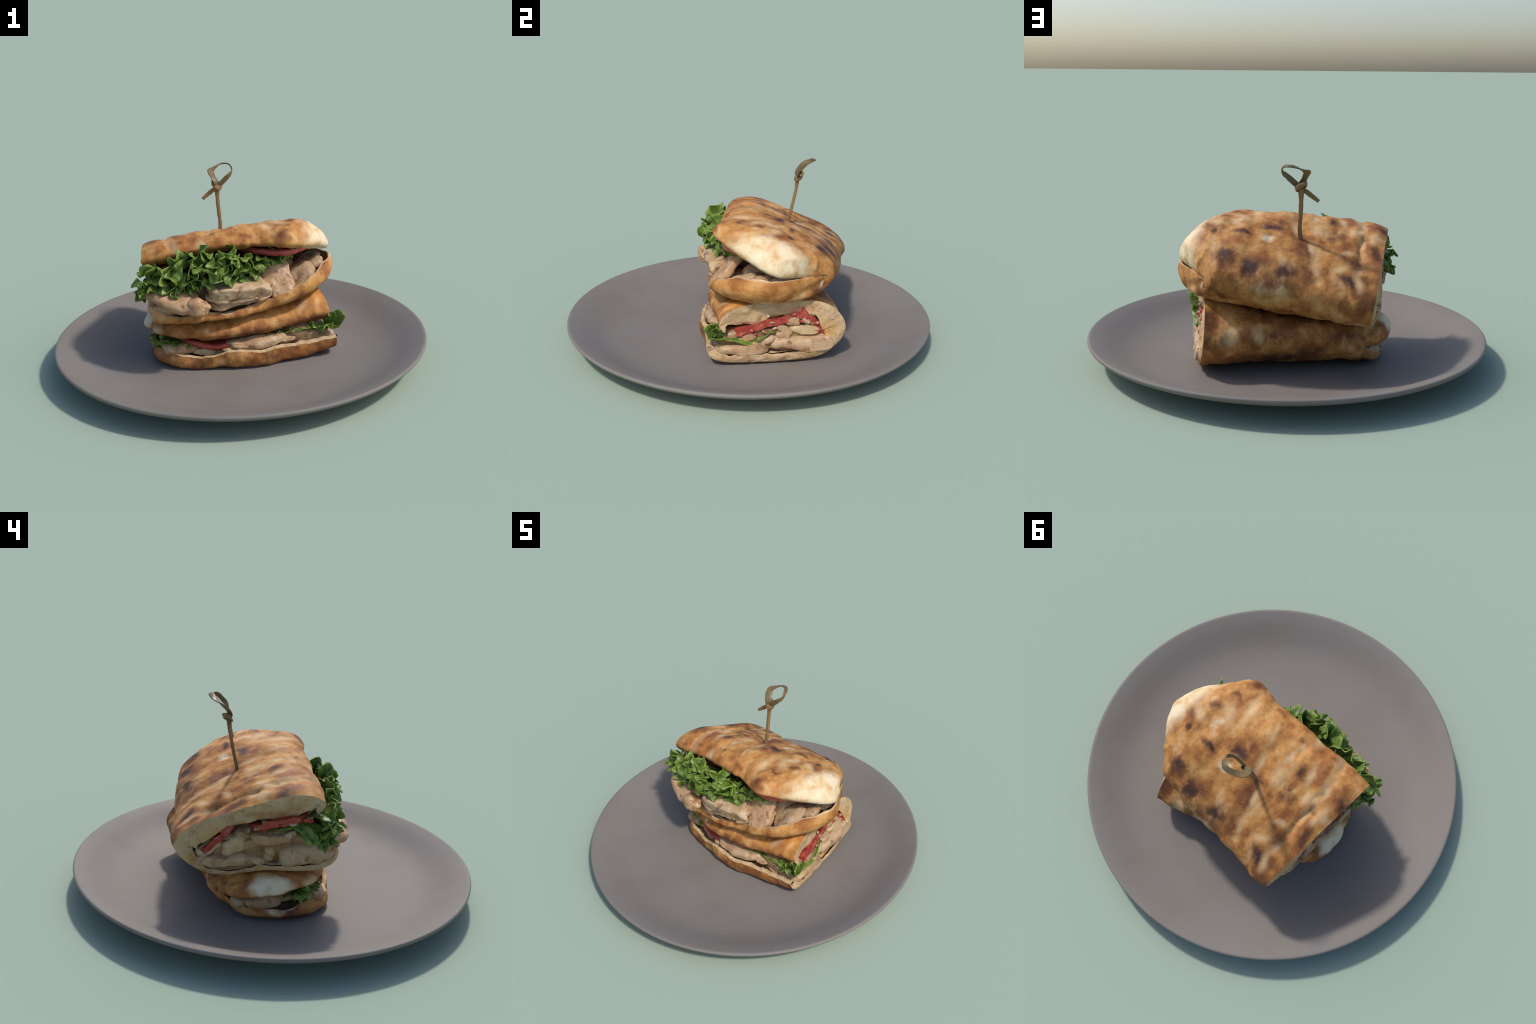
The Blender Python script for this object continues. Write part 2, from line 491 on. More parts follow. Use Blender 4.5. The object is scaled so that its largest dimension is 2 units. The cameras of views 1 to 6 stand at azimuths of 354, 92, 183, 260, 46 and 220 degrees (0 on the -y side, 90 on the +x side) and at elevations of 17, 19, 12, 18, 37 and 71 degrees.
UPPER = [
    on_plane(UCUT, [(-.108, .556), (-.138, .598), (-.10, .638), (.01, .645), (.15, .603), (.30, .556), (.44, .498), (.533, .39), (.46, .29), (.31, .236), (.12, .260), (-.07, .256), (-.19, .305), (-.212, .385)]),
    at_x(-.40, .08, [(-.11, .575), (-.143, .615), (-.11, .660), (-.01, .676), (.15, .632), (.30, .566), (.435, .50), (.540, .40), (.475, .302), (.31, .25), (.10, .27), (-.10, .260), (-.222, .295), (-.230, .345)]),
    at_x(-.22, .04, [(-.115, .61), (-.147, .645), (-.115, .688), (-.02, .703), (.10, .674), (.25, .61), (.405, .53), (.512, .41), (.455, .315), (.30, .268), (.08, .275), (-.12, .268), (-.235, .292), (-.235, .322)]),
    at_x(-.05, 0, [(-.12, .628), (-.148, .66), (-.11, .701), (-.01, .716), (.12, .678), (.25, .625), (.42, .54), (.500, .42), (.44, .335), (.28, .285), (.06, .285), (-.12, .278), (-.232, .298), (-.226, .325)]),
    at_x(.10, -.03, [(-.125, .635), (-.160, .66), (-.115, .705), (-.01, .721), (.13, .698), (.26, .645), (.41, .56), (.492, .45), (.44, .36), (.28, .305), (.05, .30), (-.12, .288), (-.205, .318), (-.192, .356)]),
    [(.235, -.14, .635), (.24, -.172, .658), (.245, -.125, .702), (.25, -.03, .719), (.235, .12, .703), (.215, .25, .662), (.19, .39, .58), (.18, .475, .47), (.19, .43, .385), (.20, .28, .322), (.21, .05, .310), (.225, -.12, .315), (.235, -.205, .360), (.225, -.190, .402)],
    [(.335, -.075, .597), (.345, -.100, .63), (.345, -.048, .682), (.338, .03, .709), (.325, .14, .70), (.30, .26, .655), (.27, .38, .585), (.25, .46, .485), (.26, .43, .405), (.29, .30, .335), (.33, .09, .325), (.355, -.07, .335), (.372, -.148, .395), (.357, -.138, .440)],
    [(.435, .03, .555), (.452, .012, .590), (.447, .05, .640), (.425, .12, .670), (.385, .22, .658), (.35, .31, .62), (.315, .40, .565), (.29, .452, .49), (.30, .43, .425), (.345, .32, .36), (.41, .15, .345), (.455, .02, .360), (.477, -.045, .430), (.460, -.040, .482)],
    [(.505, .17, .512), (.520, .165, .537), (.502, .19, .585), (.468, .24, .61), (.425, .295, .605), (.38, .35, .58), (.345, .405, .54), (.32, .448, .485), (.33, .44, .44), (.38, .36, .39), (.445, .25, .375), (.500, .165, .390), (.535, .125, .445), (.520, .130, .502)],
    [(.43, .30, .492), (.443, .293, .515), (.435, .308, .542), (.418, .325, .556), (.398, .348, .556), (.375, .375, .546), (.35, .415, .522), (.33, .445, .485), (.34, .44, .452), (.37, .395, .425), (.405, .335, .412), (.44, .285, .420), (.470, .26, .455), (.455, .275, .494)],
    [(.368, .408, .481), (.370, .409, .484), (.369, .411, .488), (.366, .413, .490), (.363, .416, .490), (.359, .419, .489), (.356, .423, .486), (.354, .426, .481), (.355, .426, .476), (.358, .423, .472), (.362, .419, .470), (.367, .415, .471), (.371, .411, .475), (.370, .409, .479)],
]
LOWER = [
    on_plane(LCUT, [(-.105, .198), (-.13, .232), (-.10, .294), (.014, .339), (.16, .350), (.313, .349), (.44, .315), (.52, .20), (.452, .085), (.304, .035), (.10, .031), (-.07, .036), (-.172, .070), (-.196, .125)]),
    at_x(.36, -.15, [(-.115, .20), (-.15, .235), (-.12, .30), (-.02, .335), (.15, .345), (.31, .342), (.43, .302), (.507, .20), (.445, .092), (.29, .035), (.10, .026), (-.10, .025), (-.195, .055), (-.208, .116)]),
    at_x(.20, -.10, [(-.130, .178), (-.182, .212), (-.155, .274), (-.04, .310), (.13, .318), (.29, .312), (.428, .284), (.478, .20), (.418, .096), (.265, .038), (.1, .022), (-.1, .019), (-.228, .040), (-.240, .108)]),
    at_x(.0, -.05, [(-.185, .172), (-.232, .205), (-.185, .258), (-.04, .286), (.12, .290), (.27, .287), (.398, .264), (.438, .19), (.378, .093), (.24, .037), (.1, .021), (-.1, .018), (-.262, .035), (-.268, .116)]),
    at_x(-.17, 0, [(-.180, .163), (-.225, .195), (-.180, .245), (-.04, .268), (.10, .272), (.24, .270), (.362, .250), (.405, .185), (.350, .091), (.228, .037), (.1, .021), (-.1, .018), (-.245, .035), (-.245, .102)]),
    at_x(-.30, .05, [(-.15, .168), (-.19, .195), (-.15, .240), (-.04, .256), (.08, .260), (.205, .260), (.318, .240), (.370, .175), (.323, .090), (.21, .038), (.08, .022), (-.1, .019), (-.220, .032), (-.215, .088)]),
    [(-.40, -.11, .175), (-.415, -.145, .20), (-.405, -.11, .24), (-.395, -.03, .250), (-.385, .06, .254), (-.365, .16, .252), (-.34, .26, .230), (-.32, .362, .165), (-.335, .32, .09), (-.355, .22, .04), (-.375, .09, .024), (-.39, -.05, .020), (-.405, -.17, .05), (-.395, -.160, .105)],
    [(-.475, -.005, .172), (-.495, -.02, .19), (-.485, .01, .225), (-.468, .055, .240), (-.45, .10, .244), (-.42, .17, .240), (-.385, .25, .213), (-.345, .342, .155), (-.36, .31, .09), (-.385, .22, .045), (-.415, .12, .026), (-.445, .02, .022), (-.480, -.055, .055), (-.468, -.045, .086)],
    [(-.505, .13, .160), (-.523, .13, .175), (-.512, .14, .205), (-.492, .16, .220), (-.468, .18, .222), (-.44, .21, .213), (-.40, .26, .193), (-.36, .332, .15), (-.37, .31, .10), (-.39, .25, .055), (-.42, .18, .034), (-.450, .12, .028), (-.480, .09, .05), (-.468, .09, .080)],
    [(-.450, .255, .139), (-.462, .26, .15), (-.455, .265, .168), (-.446, .27, .178), (-.432, .275, .182), (-.412, .28, .178), (-.388, .30, .166), (-.365, .33, .145), (-.373, .32, .118), (-.393, .287, .092), (-.413, .262, .070), (-.43, .243, .060), (-.446, .235, .075), (-.440, .242, .095)],
    [(-.402, .295, .136), (-.404, .296, .139), (-.402, .298, .142), (-.399, .300, .144), (-.396, .303, .144), (-.393, .306, .143), (-.390, .309, .141), (-.388, .312, .136), (-.389, .311, .131), (-.392, .308, .127), (-.396, .304, .125), (-.400, .300, .126), (-.404, .296, .130), (-.403, .295, .134)],
]

# crust wall thickness along the profile, and its share at each section
UTHICK = ([.016, .05, .085, .097, .088, .075, .085, .115, .055, .030, .030, .034, .036, .032], [1, .95, .9, .85, .8, .7, .55, .42, .3, .14, .01])
LTHICK = ([.016, .05, .08, .098, .085, .068, .08, .12, .07, .05, .048, .050, .044, .036], [1, .9, .8, .75, .7, .65, .5, .38, .28, .14, .01])


def main():
    rng = np.random.default_rng(7)
    # --------------------------------------------------------------- materials
    dark = [
        ((.302, .065, .71), (.040, .036, .05)), ((.347, .229, .666), (.026, .036, .05)), ((.203, .233, .672), (.05, .036, .06)),
        ((.06, .159, .687), (.075, .038, .05)), ((.14, .43, .541), (.10, .085, .10)), ((.274, .377, .589), (.09, .085, .09)),
        ((-.015, .43, .533), (.09, .075, .10)), ((-.235, .166, .641), (.055, .09, .07)), ((-.471, .05, .664), (.075, .085, .07)),
        ((-.425, .27, .587), (.055, .09, .07)), ((-.30, .45, .48), (.10, .075, .09)), ((-.217, .057, .688), (.042, .06, .05)),
        ((.251, -.033, .72), (.034, .026, .05)), ((.22, -.146, .691), (.055, .055, .05)), ((-.153, -.07, .709), (.032, .024, .05)),
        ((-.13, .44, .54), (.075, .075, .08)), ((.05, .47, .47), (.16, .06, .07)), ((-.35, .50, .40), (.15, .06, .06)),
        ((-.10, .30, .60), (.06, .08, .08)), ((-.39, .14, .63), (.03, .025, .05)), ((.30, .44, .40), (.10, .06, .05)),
        ((-.33, -.11, .69), (.07, .03, .04)), ((-.44, -.14, .66), (.05, .03, .03)), ((.05, -.12, .72), (.06, .03, .03)),
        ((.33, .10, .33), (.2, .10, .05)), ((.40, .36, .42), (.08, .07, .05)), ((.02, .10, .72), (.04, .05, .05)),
    ]
    deep = [
        ((.14, .43, .541), (.055, .046, .05)), ((-.245, .166, .641), (.028, .055, .04)), ((-.485, .05, .664), (.03, .045, .04)),
        ((-.435, .28, .587), (.024, .05, .04)), ((.065, .159, .687), (.045, .018, .04)), ((.20, .24, .67), (.032, .02, .04)),
        ((-.30, .45, .48), (.045, .03, .05)), ((.27, .38, .59), (.04, .04, .05)), ((.34, .229, .666), (.014, .018, .03)),
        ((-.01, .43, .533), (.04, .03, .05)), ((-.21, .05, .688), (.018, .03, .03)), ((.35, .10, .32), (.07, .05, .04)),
    ]
    white = [
        ((.087, .25, .645), (.040, .055, .04), (.3, 1, -.3), (0, 0, 1), 1.0),
        ((-.33, .40, .26), (.16, .09, .045), (1, .1, 0), (0, 0, 1), 0.9), ((.25, .12, .70), (.035, .06, .04), (1, .3, 0)),
        ((.46, .12, .36), (.06, .09, .06)), ((.40, .38, .44), (.03, .02, .03)),
    ]
    streak = [
        ((-.371, .13, .62), (-.355, .24, .59), .020), ((-.355, .24, .59), (-.365, .33, .555), .018), ((-.365, .33, .555), (-.335, .42, .51), .020),
        ((-.335, .42, .51), (-.36, .50, .41), .025), ((-.371, .13, .62), (-.36, -.05, .68), .030), ((-.36, -.05, .68), (-.33, -.14, .64), .03),
        ((-.137, .345, .575), (-.165, .47, .43), .024), ((-.165, .47, .43), (-.17, .49, .38), .018), ((-.06, .20, .64), (-.03, .06, .70), .022),
        ((-.03, .06, .70), (.0, -.06, .72), .018), ((-.12, .22, .64), (-.137, .345, .575), .020), ((-.13, .10, .69), (-.15, -.05, .71), .016),
        ((-.15, .20, .65), (-.13, .08, .69), .022), ((-.29, .10, .66), (-.26, -.04, .70), .022), ((.14, .06, .715), (.16, -.10, .71), .030),
        ((-.22, .42, .53), (-.30, .37, .55), .020), ((-.41, .20, .62), (-.43, .16, .64), .022), ((.19, .10, .705), (.25, .02, .72), .035),
        ((-.33, .27, .59), (-.26, .30, .60), .020), ((.30, .16, .69), (.37, .12, .69), .03), ((-.2, -.1, .68), (-.19, -.16, .65), .03),
    ]
    crust_u = crust_material("grilled_crust", UP_AT, dark, deep, white, streak, ((1, -.17, 0), .376, .042, .50), 0.006)
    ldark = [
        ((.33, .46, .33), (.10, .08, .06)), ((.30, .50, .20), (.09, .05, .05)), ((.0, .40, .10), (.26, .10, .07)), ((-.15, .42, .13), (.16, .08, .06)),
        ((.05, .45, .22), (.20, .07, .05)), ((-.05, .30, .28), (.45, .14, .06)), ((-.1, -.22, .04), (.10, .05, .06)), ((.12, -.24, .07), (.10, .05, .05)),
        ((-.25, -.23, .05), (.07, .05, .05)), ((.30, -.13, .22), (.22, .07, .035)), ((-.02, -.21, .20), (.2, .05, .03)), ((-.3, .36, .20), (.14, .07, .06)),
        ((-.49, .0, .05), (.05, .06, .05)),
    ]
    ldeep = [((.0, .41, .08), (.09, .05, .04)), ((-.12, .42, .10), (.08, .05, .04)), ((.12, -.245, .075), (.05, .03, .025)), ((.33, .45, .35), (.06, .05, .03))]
    lwhite = [((-.505, .08, .205), (.14, .09, .068), (.2, 1, 0), (0, 0, 1), 0.45), ((-.20, -.20, .23), (.018, .02, .02)),
              ((.22, .48, .27), (.07, .035, .05), (1, 0, -.5)), ((-.45, -.1, .215), (.06, .06, .035)), ((-.47, .06, .06), (.05, .12, .04), (.2, 1, 0))]
    lstreak = [((.25, .49, .28), (.22, .50, .18), .03), ((.12, .46, .27), (.08, .48, .18), .022), ((.35, -.10, .30), (.30, -.14, .25), .02), ((.42, -.06, .33), (.40, -.12, .26), .015)]
    lorange = [((.42, -.05, .29), (.12, .12, .12)), ((.40, .30, .38), (.06, .3, .06)), ((.42, .50, .13), (.09, .09, .09)), ((.30, -.1, .27), (.25, .1, .05))]
    crust_l = crust_material("grilled_crust_lower", LOW_AT, ldark, ldeep, lwhite, lstreak, None, -0.015, lorange)  # negative bias browns the crust to bake in shade on this half
    crumb_u = crumb_material("bread_crumb_upper", UP_AT, [((-.43, .35, .42), (.08, .11, .12), (.46, .235, .05)), ((-.44, .44, .32), (.08, .06, .05), (.45, .24, .06)), ((-.48, .09, .54), (.06, .16, .035), (.38, .165, .05)), ((-.46, .24, .49), (.06, .07, .035), (.36, .15, .05))])
    crumb_l = crumb_material("bread_crumb_lower", LOW_AT, [((.38, .42, .19), (.08, .08, .08), (.50, .28, .10)), ((.41, .3, .30), (.06, .17, .035), (.50, .20, .13)), ((.45, .05, .23), (.06, .14, .03), (.48, .25, .16)), ((.47, -.1, .07), (.06, .12, .06), (.47, .30, .15)), ((.40, .3, .06), (.06, .2, .04), (.47, .31, .16))])
    chick, browned = chicken_material(), chicken_material("browned_chicken", (0.90, 0.74, 0.59))
    green, frill = lettuce_material("lettuce_leaf", False), lettuce_material("lettuce_frill", True)
    tom, tomskin = tomato_material(False), tomato_material(True)
    cheese = plain_mix("melted_cheese", (0.47, 0.32, 0.15), (0.54, 0.40, 0.23), 14, 0.4)
    sauce = plain_mix("dark_gap_backing", (0.20, 0.095, 0.040), (0.36, 0.225, 0.115), 22, 0.35)  # dark brown that shows in the gaps between the slices and on some small bits along the cuts
    bamboo = plain_mix("bamboo", (0.20, 0.112, 0.046), (0.28, 0.17, 0.078), 18, 0.55, 0.3, (1, 1, 0.2))
    bamboo_skin = plain_mix("bamboo_skin", (0.115, 0.082, 0.036), (0.205, 0.14, 0.066), 14, 0.4)

    # --------------------------------------------------------------- plate
    plate = empty("plate", "round grey stoneware coupe plate with a low rim", "plate")
    prof = np.array([(0, .017), (.15, .017), (.35, .0175), (.5, .0185), (.60, .022), (.68, .029), (.75, .040), (.81, .056), (.86, .076), (.90, .094), (.935, .109), (.96, .118), (.978, .124), (.989, .1265), (.996, .125),
                     (1.0, .119), (.998, .111), (.985, .099), (.95, .083), (.88, .060), (.80, .038), (.72, .022), (.65, .010), (.60, .002), (.57, .000), (.54, .003), (.3, .005), (0, .005)])
    P = spline(prof, np.linspace(0, 1, 150))
    P[:, 0] = np.clip(P[:, 0], 0, 1.0)
    P[:, 1] = np.clip(P[:, 1], 0, None)
    P[0, 0] = P[-1, 0] = 0.0005
    nth = 200
    th = np.linspace(0, 2 * np.pi, nth, endpoint=False)
    V = np.stack([P[:, None, 0] * np.cos(th), P[:, None, 0] * np.sin(th), np.repeat(P[:, 1:2], nth, 1)], -1)
    i = np.arange(len(P) * nth).reshape(len(P), nth)
    j = np.roll(i, -1, 1)
    F = np.stack([i[:-1], j[:-1], j[1:], i[1:]], -1).reshape(-1, 4)
    outward(mesh_object("plate_dish", V.reshape(-1, 3), F, plate_material(), plate))

    # --------------------------------------------------------------- sandwich halves
    up = empty("sandwich_half", "toasted flatbread sandwich half with chicken, lettuce and tomato", "sandwich", UP_AT)
    low = empty("sandwich_half", "lower toasted flatbread sandwich half with its cut face open", "sandwich", LOW_AT)
    ufolds = [
        ((-.36, -.12, .68), (-.371, .13, .62), .034, -.022), ((-.371, .13, .62), (-.355, .24, .59), .028, -.024), ((-.355, .24, .59), (-.365, .33, .555), .026, -.022),
        ((-.365, .33, .555), (-.335, .42, .51), .022, -.014), ((-.08, .22, .635), (.0, -.02, .72), .035, -.007), ((-.137, .345, .575), (-.165, .48, .42), .03, -.006),
        ((-.29, .12, .66), (-.26, -.10, .70), .035, -.008), ((-.13, .15, .67), (-.16, -.12, .70), .03, -.008), ((.14, .10, .71), (.17, -.14, .69), .04, -.007),
        ((-.22, .14, .66), (-.21, -.06, .71), .03, .006), ((-.44, .25, .61), (-.46, -.05, .68), .05, .007), ((.24, .40, .58), (.40, .02, .69), .03, .005),
        ((-.06, .24, .63), (-.25, .40, .54), .03, -.003), ((.27, -.15, .66), (.25, -.10, .70), .05, .010), ((.42, .36, .52), (.37, .33, .60), .02, .012),
        ((.47, .25, .52), (.43, .22, .62), .02, .010), ((-.24, -.15, .65), (-.22, -.11, .70), .04, -.008), ((.08, -.16, .66), (.09, -.10, .72), .035, -.008),
    ]
    # the soft cut faces sag outwards below
    ubulge = lambda z: 0.028 * np.clip((0.54 - z) / 0.22, 0, 1) - 0.004
    lbulge = lambda z: 0.022 * np.clip((0.22 - z) / 0.12, 0, 1) - 0.004
    cu = Vector((-1, .105, -.13)).normalized()
    cl = Vector((1, .187, 0)).normalized()
    bread(UPPER, cu, ubulge, UTHICK, ufolds, 3, up, crust_u, crumb_u)
    lfolds = [((.24, .46, .30), (.22, .50, .15), .04, -.008), ((.10, .44, .27), (.07, .47, .15), .03, -.006), ((-.05, -.2, .22), (-.07, -.16, .26), .05, -.006),
              ((.43, -.02, .34), (.38, -.14, .24), .025, -.006), ((.36, -.02, .33), (.33, -.16, .24), .03, -.006), ((-.25, -.24, .03), (-.24, -.22, .10), .04, -.012), ((.0, -.26, .04), (.01, -.24, .10), .05, .008),
              ((-.50, .0, .18), (-.44, .04, .25), .025, -.008), ((-.52, .10, .17), (-.46, .14, .23), .022, -.007), ((-.48, .22, .15), (-.42, .24, .21), .025, -.008), ((-.36, .34, .20), (-.33, .33, .10), .03, -.010), ((-.2, .40, .22), (-.22, .36, .09), .035, -.008), ((-.05, .43, .23), (-.02, .40, .10), .04, .007)]
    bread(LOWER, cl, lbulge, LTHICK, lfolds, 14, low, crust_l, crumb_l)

    # --------------------------------------------------------------- fillings
    def cut_plane(o, plane, side, shift=0.0):
        """slice a mesh at the cut plane and cap it"""
        n = Vector((1, -plane[1], -plane[2]))
        zc = np.array([v.co.z for v in o.data.vertices]).mean() + o.parent.location.z
        shift += side * float((ubulge if side < 0 else lbulge)(zc))
        co = Vector((plane[0] + shift, 0, 0)) - o.parent.location
        bm = bmesh.new()
        bm.from_mesh(o.data)
        r = bmesh.ops.bisect_plane(bm, geom=bm.verts[:] + bm.edges[:] + bm.faces[:], plane_co=co, plane_no=n, clear_inner=side < 0, clear_outer=side > 0)
        e = [g for g in r["geom_cut"] if isinstance(g, bmesh.types.BMEdge)]
        if e:
            f = bmesh.ops.holes_fill(bm, edges=e, sides=0)["faces"]
            bmesh.ops.triangulate(bm, faces=f)
        bm.to_mesh(o.data)
        bm.free()
        o.data.set_sharp_from_angle(angle=math.radians(50))

    def lump(name, c, r, rot, mat, parent, seed, power=0.7, rough=0.10, res=40, cut=None, shift=0.0, freq=None):
        """a soft-edged, uneven chunk: superellipsoid with noise"""
        a, b = np.linspace(-np.pi / 2, np.pi / 2, res), np.linspace(0, 2 * np.pi, 2 * res, endpoint=False)
        f = lambda x: np.sign(x) * np.abs(x) ** power
        A, B = np.meshgrid(a, b, indexing="ij")
        U = np.stack([f(np.cos(A)) * f(np.cos(B)), f(np.cos(A)) * f(np.sin(B)), f(np.sin(A))], -1)
        q = np.array(r)
        X = U * q
        m = min(r)
        fr = freq or 0.55 / m
        X = X * (1 + rough * fbm(X + seed * 3.1, fr, 3, seed)[..., None])
        X += 0.25 * rough * m * np.stack([fbm(X + seed, fr * 2.5, 2, seed + k) for k in (1, 2, 3)], -1)
        # torn, folded look: a slow warp plus sharp-edged ridges
        X += 0.33 * m * np.stack([fbm(X + seed * 1.7, 0.33 / m, 2, seed + k) for k in (31, 32, 33)], -1)
        X += (U / (np.linalg.norm(U, axis=-1, keepdims=True) + 1e-9)) * (0.16 * m * (0.5 - np.abs(fbm(X + seed * 5.1, 0.5 / m, 3, seed + 41))))[..., None]
        R = np.array(Euler([math.radians(t) for t in rot]).to_matrix())
        X = X @ R.T + np.array(c)
        n1, n2 = res, 2 * res
        i = np.arange(n1 * n2).reshape(n1, n2)
        j = np.roll(i, -1, 1)
        F = np.stack([i[:-1], j[:-1], j[1:], i[1:]], -1).reshape(-1, 4)
        o = mesh_object(name, X.reshape(-1, 3), F, mat, parent)
        bm = bmesh.new()
        bm.from_mesh(o.data)
        bmesh.ops.remove_doubles(bm, verts=bm.verts, dist=1e-5)
        bmesh.ops.recalc_face_normals(bm, faces=bm.faces)
        bm.to_mesh(o.data)
        bm.free()
        if cut:
            cut_plane(o, cut[0], cut[1], shift)
        return o

    UC, LC = (UCUT, -1), (LCUT, 1)

    def upper_cut(y, z, dx=0.0):
        return (UCUT[0] + UCUT[1] * y + UCUT[2] * z + dx, y, z)

    def lower_cut(y, z, dx=0.0):
        return (LCUT[0] + LCUT[1] * y + LCUT[2] * z - dx, y, z)

    ch = "chicken_slice"
    # upper half, seen along the open front
    lump(ch, (-.335, -.215, .405), (.165, .070, .036), (22, 14, -22), browned, up, 1, .7, .10)
    lump(ch, (-.232, -.258, .376), (.052, .040, .040), (10, 24, -16), browned, up, 2, .65, .14)
    lump(ch, (-.02, -.165, .430), (.170, .080, .040), (12, 4, 12), chick, up, 3, .45, .08, 56)
    lump(ch, (-.03, -.160, .372), (.150, .068, .030), (4, -4, 14), chick, up, 4, .6, .12)
    for i, (x, y, z, a, b, rx, ry, rz) in enumerate([(-.10, -.195, .452, .085, .055, 22, 8, -6), (.03, -.180, .455, .080, .055, 26, -6, 12), (.09, -.165, .430, .060, .050, 20, -14, 20),
            (-.13, -.205, .405, .070, .050, 10, 12, -10), (.0, -.195, .388, .090, .040, 6, -2, 10), (.11, -.16, .39, .060, .045, 14, -16, 24), (-.38, -.20, .375, .080, .045, 10, 10, -18)]):
        lump(ch, (x, y, z), (a, b, .014), (rx, ry, rz), chick, up, 200 + i, .6, .10, 36, freq=16)
    lump(ch, (.195, -.095, .470), (.078, .125, .030), (48, -12, 8), browned, up, 5, .6, .08, 56)
    lump(ch, (.320, -.010, .428), (.095, .095, .025), (10, -22, 14), chick, up, 6, .6, .12)
    lump(ch, (.395, .095, .458), (.060, .08, .026), (4, -22, 24), chick, up, 7, .6, .14)
    lump(ch, (.412, .195, .470), (.052, .07, .024), (0, -15, 20), chick, up, 8, .6, .14)
    lump(ch, (.17, .12, .42), (.16, .15, .06), (6, -10, 0), chick, up, 9, .6, .12)
    lump(ch, (-.15, .03, .41), (.19, .17, .065), (4, 0, 0), chick, up, 10, .6, .12)
    lump(ch, (.0, .28, .41), (.30, .12, .06), (-8, -5, 0), chick, up, 11, .6, .12)
    lump(ch, (-.42, -.12, .36), (.06, .10, .05), (0, 10, 0), chick, up, 20, .7, .12, cut=UC, shift=.004)
    lump(ch, (.06, .05, .36), (.22, .18, .06), (0, -6, 0), chick, up, 29, .6, .1)
    # upper half, cut face: a recessed dark brown backing, then the slices that stand out of it
    lump("dark_gap_backing", upper_cut(.14, .385, .10), (.13, .285, .085), (-14, 0, 0), sauce, up, 30, .6, .05, 64, UC, .020)
    lump(ch, upper_cut(-.05, .340, .09), (.12, .125, .055), (0, 0, 0), chick, up, 12, .6, .10, cut=UC, shift=-.014)
    lump(ch, upper_cut(.285, .322, .09), (.13, .160, .044), (0, 0, 0), chick, up, 13, .7, .09, cut=UC, shift=-.009)
    lump(ch, upper_cut(.10, .432, .08), (.12, .095, .026), (-2, 0, 0), chick, up, 14, .55, .08, cut=UC, shift=-.020)
    lump(ch, upper_cut(.10, .355, .06), (.08, .032, .042), (0, 0, 0), chick, up, 15, .8, .14, cut=UC, shift=-.001)
    lump(ch, upper_cut(.37, .375, .07), (.09, .065, .036), (-30, 0, 0), chick, up, 16, .7, .12, cut=UC, shift=0.0)
    lump("cheese", upper_cut(.265, .405, .07), (.09, .078, .048), (-28, 0, 0), cheese, up, 17, .75, .12, cut=UC, shift=-.012)
    lump(ch, upper_cut(.22, .455, .07), (.07, .050, .022), (-20, 0, 0), chick, up, 18, .8, .18, cut=UC, shift=-.002)
    lump(ch, upper_cut(-.165, .33, .05), (.06, .055, .055), (0, 0, 0), chick, up, 19, .8, .13, cut=UC, shift=-.004)
    lump(ch, upper_cut(.03, .445, .05), (.08, .050, .018), (-16, 0, 0), chick, up, 41, .6, .12, cut=UC, shift=-.008)
    lump(ch, upper_cut(.19, .395, .05), (.07, .045, .026), (-10, 0, 0), chick, up, 42, .7, .14, cut=UC, shift=.004)
    lump(ch, upper_cut(.16, .315, .05), (.07, .050, .022), (4, 0, 0), chick, up, 43, .7, .14, cut=UC, shift=.002)
    lump(ch, upper_cut(.40, .335, .05), (.07, .040, .020), (-38, 0, 0), chick, up, 44, .8, .14, cut=UC, shift=-.004)
    lump("lettuce_shred", upper_cut(.02, .487, .03), (.05, .055, .007), (-12, 0, 0), green, up, 45, .8, .25, cut=UC, shift=-.012)
    # lower half, front
    lump(ch, (.06, -.160, .124), (.15, .075, .032), (0, -2, 0), chick, low, 21, .6, .12)
    lump(ch, (.25, -.095, .115), (.09, .060, .030), (0, 0, 0), chick, low, 22, .6, .14)
    lump(ch, (.335, -.075, .135), (.05, .05, .026), (0, 0, 0), chick, low, 23, .8, .18)
    lump(ch, (-.15, -.135, .098), (.12, .07, .024), (0, 0, 0), chick, low, 24, .6, .14)
    lump(ch, (-.30, -.06, .112), (.13, .12, .030), (0, 0, 0), chick, low, 25, .6, .12)
    lump(ch, (-.37, .11, .115), (.09, .12, .032), (0, 0, 10), chick, low, 26, .6, .12)
    lump(ch, (-.435, .12, .118), (.050, .10, .030), (0, 0, 6), chick, low, 39, .7, .12)
    lump(ch, (-.405, .215, .108), (.045, .06, .026), (0, 0, 30), chick, low, 40, .7, .12)
    lump(ch, (.05, .07, .135), (.28, .18, .05), (0, 0, 0), chick, low, 27, .6, .12)
    lump(ch, (-.12, .16, .14), (.22, .10, .05), (0, 0, -6), chick, low, 28, .6, .12)
    for i, (x, y, z, a, b, rx, ry, rz) in enumerate([(.0, -.185, .135, .085, .05, 14, 2, 4), (.13, -.165, .138, .075, .05, 12, -4, 0), (-.06, -.185, .115, .07, .04, 8, 0, 6), (.22, -.135, .125, .06, .045, 10, -2, -6)]):
        lump(ch, (x, y, z), (a, b, .013), (rx, ry, rz), chick, low, 220 + i, .6, .10, 36, freq=16)
    lump(ch, lower_cut(.10, .150, .06), (.07, .075, .026), (6, 0, 0), chick, low, 47, .6, .10, cut=LC, shift=.0)
    lump(ch, lower_cut(.19, .165, .06), (.07, .050, .022), (-8, 0, 0), chick, low, 48, .7, .12, cut=LC, shift=.004)
    lump(ch, lower_cut(.0, .160, .06), (.07, .060, .022), (10, 0, 0), chick, low, 49, .7, .12, cut=LC, shift=-.006)
